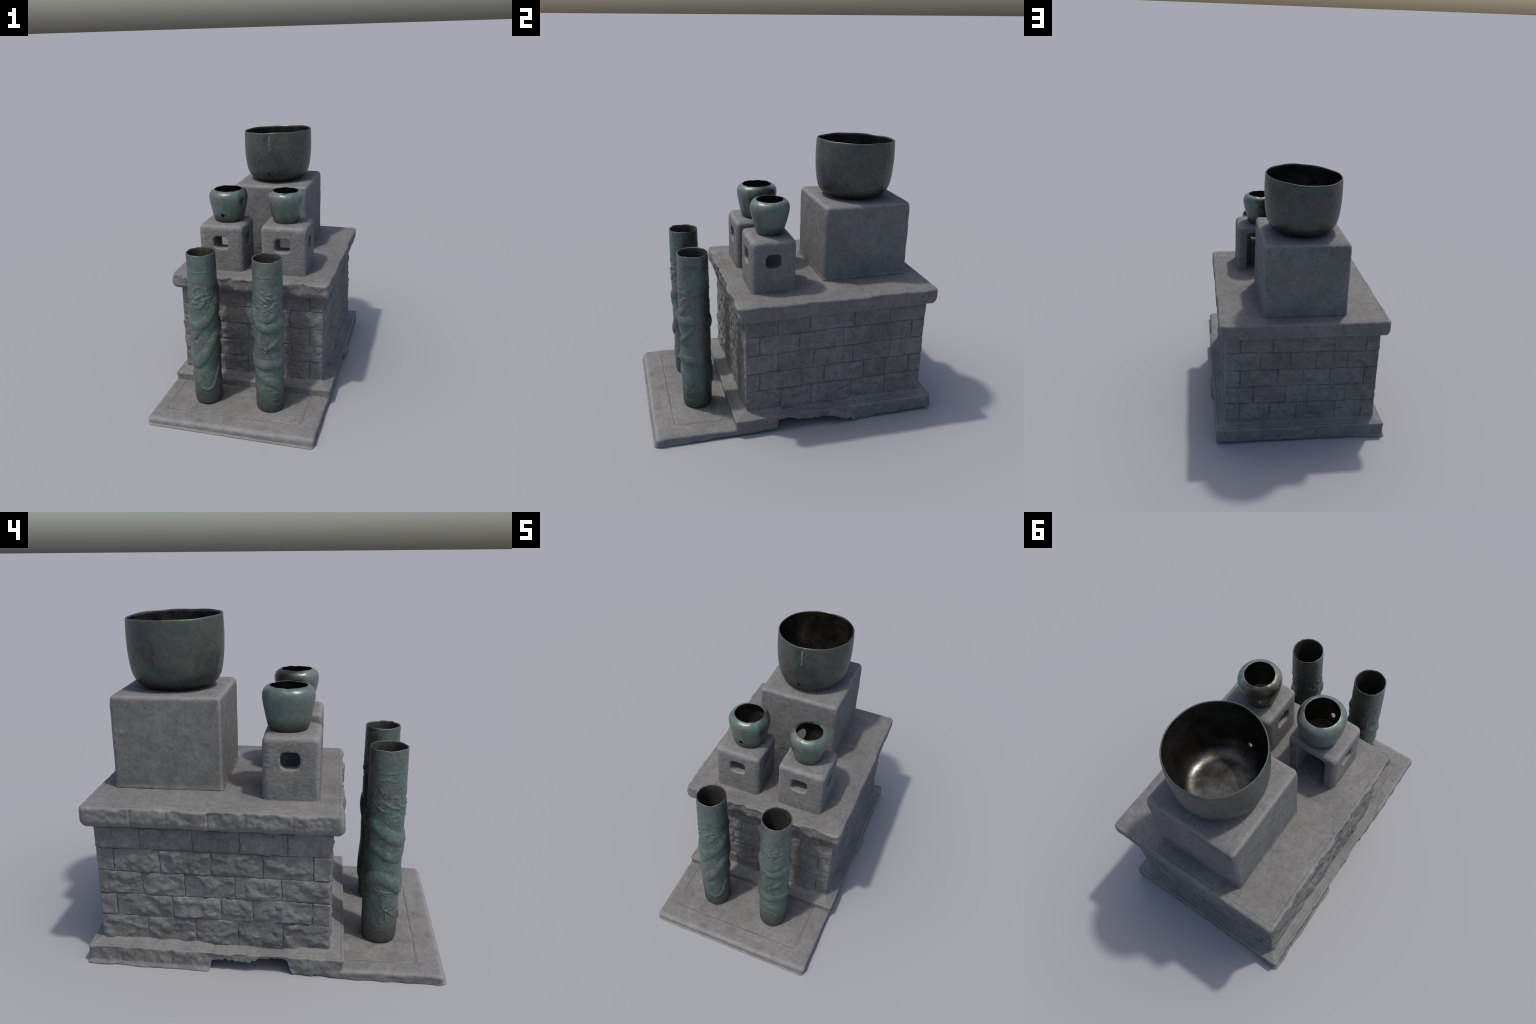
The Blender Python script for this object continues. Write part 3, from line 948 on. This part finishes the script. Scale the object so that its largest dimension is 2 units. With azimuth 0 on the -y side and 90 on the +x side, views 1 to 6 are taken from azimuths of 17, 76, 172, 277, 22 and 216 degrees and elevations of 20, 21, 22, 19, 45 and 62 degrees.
STROKES_L = [
    ([(-230, .78), (-190, .81), (-171, .805), (-124, .79), (-91, .747), (-57, .712), (-19, .695), (13, .712), (40, .754), (62, .805), (78, .85), (95, .90), (110, .95)], .037, .0120, "body"),
    ([(-140, .67), (-114, .645), (-82, .612), (-44, .598), (-22, .625), (-10, .655)], .028, .008, "body"),
    ([(-200, .42), (-157, .452), (-114, .480), (-82, .466), (-48, .425), (-24, .395), (-2, .42), (26, .49), (48, .555), (75, .615), (110, .66), (140, .70), (160, .74)], .038, .0125, "body"),
    ([(-18, .250), (-14, .218), (-4, .198), (19, .190), (42, .210), (58, .274), (69, .331), (80, .38)], .012, .006, "body"),
    ([(-43, .575), (-26, .578), (-10, .570)], .007, .004, "line"),
    ([(-95, .322), (-78, .279), (-60, .285), (-43, .307)], .006, .004, "line"), ([(-78, .279), (-76, .214)], .006, .004, "line"), ([(-85, .279), (-97, .227)], .006, .004, "line"), ([(-76, .283), (-38, .224)], .006, .004, "line"),
    ([(-120, .415), (-108, .402), (-97, .406), (-85, .394), (-65, .396)], .006, .004, "line"), ([(-112, .395), (-100, .384), (-90, .388), (-78, .378)], .006, .0035, "line"),
    ([(-16, .965), (-8, .985), (3, 1.0), (10, .99)], .011, .0042, "body"), ([(20, .938), (6, .925), (-8, .914)], .011, .0042, "body"), ([(-10, .845), (4, .842), (18, .86), (30, .90)], .016, .005, "body"),
    ([(-34, .90), (-20, .87), (-6, .875)], .012, .005, "body"),
    ([(-123, 1.064), (-104, 1.058), (-88, 1.066), (-70, 1.05), (-56, 1.085), (-42, 1.045), (-50, 1.02)], .006, .003, "line"),
    ([(-115, 1.01), (-107, .985), (-118, .955), (-96, .93), (-75, .905), (-58, .90)], .007, .0035, "line"), ([(-135, .93), (-118, .90), (-105, .885), (-90, .88)], .007, .0035, "line"),
    ([(-50, .97), (-60, .93), (-40, .90), (-52, .86), (-70, .85)], .007, .0035, "line"),
    ([(100, .50), (130, .42), (160, .36), (190, .33)], .026, .007, "body"), ([(110, .86), (140, .90), (170, .95)], .02, .006, "body"),
]


def build_cylinder(cx, cy, ztop, r_base, strokes, seed, label, mats):
    n, z0 = 300, 0.058
    zs = np.concatenate([[z0, z0 + .001, z0 + .004, z0 + .009, z0 + .015, z0 + .022], np.linspace(z0 + .030, ztop, 330)])
    rp = np.interp(zs, [z0, z0 + .001, z0 + .004, z0 + .009, z0 + .015, z0 + .022, .10, .2, .5, .8, 1.05, 1.10, ztop],
                   [.070, .080, .0875, .0935, .097, .0985, .0995, .1015, .103, .103, .1025, .1025, .1012]) + r_base
    th = np.linspace(-math.pi, math.pi, n, endpoint=False)
    A, Z = np.meshgrid(np.degrees(th), zs)
    rng = random.Random(seed)
    H = stroke_field(A, Z, 0.105, strokes + curls(rng, 34, (0.14, 1.04)))
    cyl = np.c_[np.sin(A.ravel() / 57.2958) * 0.105, np.cos(A.ravel() / 57.2958) * 0.105, Z.ravel()]
    rel = smooth(0.12, 0.2, Z) * smooth(1.09, 1.0, Z)
    H = H * smooth(0.09, 0.14, Z) * smooth(1.10, 1.06, Z)
    H += rel * (0.0017 * fbm(cyl, 15, 4, 0.5, seed)).reshape(A.shape)
    H += (0.0009 * fbm(cyl, 60, 2, 0.5, seed + 3)).reshape(A.shape)
    # lumpy modelling of the heads and manes near the top
    lump = smooth(0.80, 0.88, Z) * smooth(1.03, 0.97, Z)
    H += lump * (0.0055 * np.maximum(-0.25, noise(cyl, 42, seed + 21) - 0.6 * np.abs(noise(cyl * [1, 1, 1.6], 60, seed + 22)))).reshape(A.shape)
    # collar line
    zr = Z - (1.100 + 0.003 * np.sin(np.radians(A) + 1))
    H += 0.0016 * np.exp(-(zr / 0.004) ** 2) - 0.001 * np.exp(-((zr + 0.009) / 0.003) ** 2)
    C = np.c_[np.sin(th), np.cos(th), th * 0]
    lob = 1 + 0.015 * noise(C, 1.0, seed + 7)
    rimz = 0.0038 * fbm(C, 1.9, 3, 0.6, seed + 9)
    rings, inside = [], []
    for k, z in enumerate(zs):
        t = smooth(ztop - 0.16, ztop, z)
        rr = (rp[k] + H[k]) * lob
        rings.append(np.c_[cx + rr * np.sin(th), cy - rr * np.cos(th), z + t * rimz])
        inside.append(0)
    rim_r = rp[-1] * lob
    for dr, dz in ((0.0015, 0.0018), (0.0035, 0.0022), (0.0055, 0.0012)):
        rr = rim_r - dr
        rings.append(np.c_[cx + rr * np.sin(th), cy - rr * np.cos(th), ztop + dz + rimz])
        inside.append(0)
    for z in np.linspace(ztop - 0.004, 0.085, 44):
        t = smooth(ztop - 0.16, ztop, z)
        k = int(np.searchsorted(zs, z))
        rr = (np.interp(z, zs, rp) - 0.0068) * lob + 0.0007 * noise(np.c_[C[:, :2], np.full(n, z * 8)], 2.0, seed + 12)
        rings.append(np.c_[cx + rr * np.sin(th), cy - rr * np.cos(th), z + t * rimz])
        inside.append(1)
    for f in (0.9, 0.5, 0.2):
        rings.append(np.c_[cx + 0.095 * f * np.sin(th), cy - 0.095 * f * np.cos(th), np.full(n, 0.080)])
        inside.append(1)
    inside = np.array(inside)
    slots = np.repeat((inside[:-1] + inside[1:] > 1).astype(int), n).tolist() + [0, 1]
    me = make_mesh("bronze_cylinder", np.concatenate(rings), stack_faces(n, len(rings)), mats, slots)
    ob = add("bronze_cylinder", me)
    ob["label"] = label
    ob["category"] = "bronze vase"
    return ob


for (cx, cy), ztop, rb, st, sd, bare in ((COL_L, 1.221, 0.0, STROKES_L, 101, (COL_L[0], COL_L[1], 0.55, 0.83, 0.0, 0.08, 0.92)), (COL_R, 1.209, 0.001, STROKES_R, 131, (COL_R[0], COL_R[1], 0.0, 1.0, 0.01, 0.08, 0.92))):
    outm = bronze_outside("cylinder_patina", (0.072, 0.138, 0.121), (0.098, 0.113, 0.104), (0.043, 0.042, 0.034), 0.11, 0.48, 0.14, (0.05, 0.27), [bare], 1.35)
    inm = bronze_inside("cylinder_dark_inside", (0.040, 0.038, 0.033), (0.075, 0.068, 0.055), 0.6, 0.3)
    build_cylinder(cx, cy, ztop, rb, st, sd, "tall green bronze cylinder wrapped by a coiling serpent", [outm, inm])
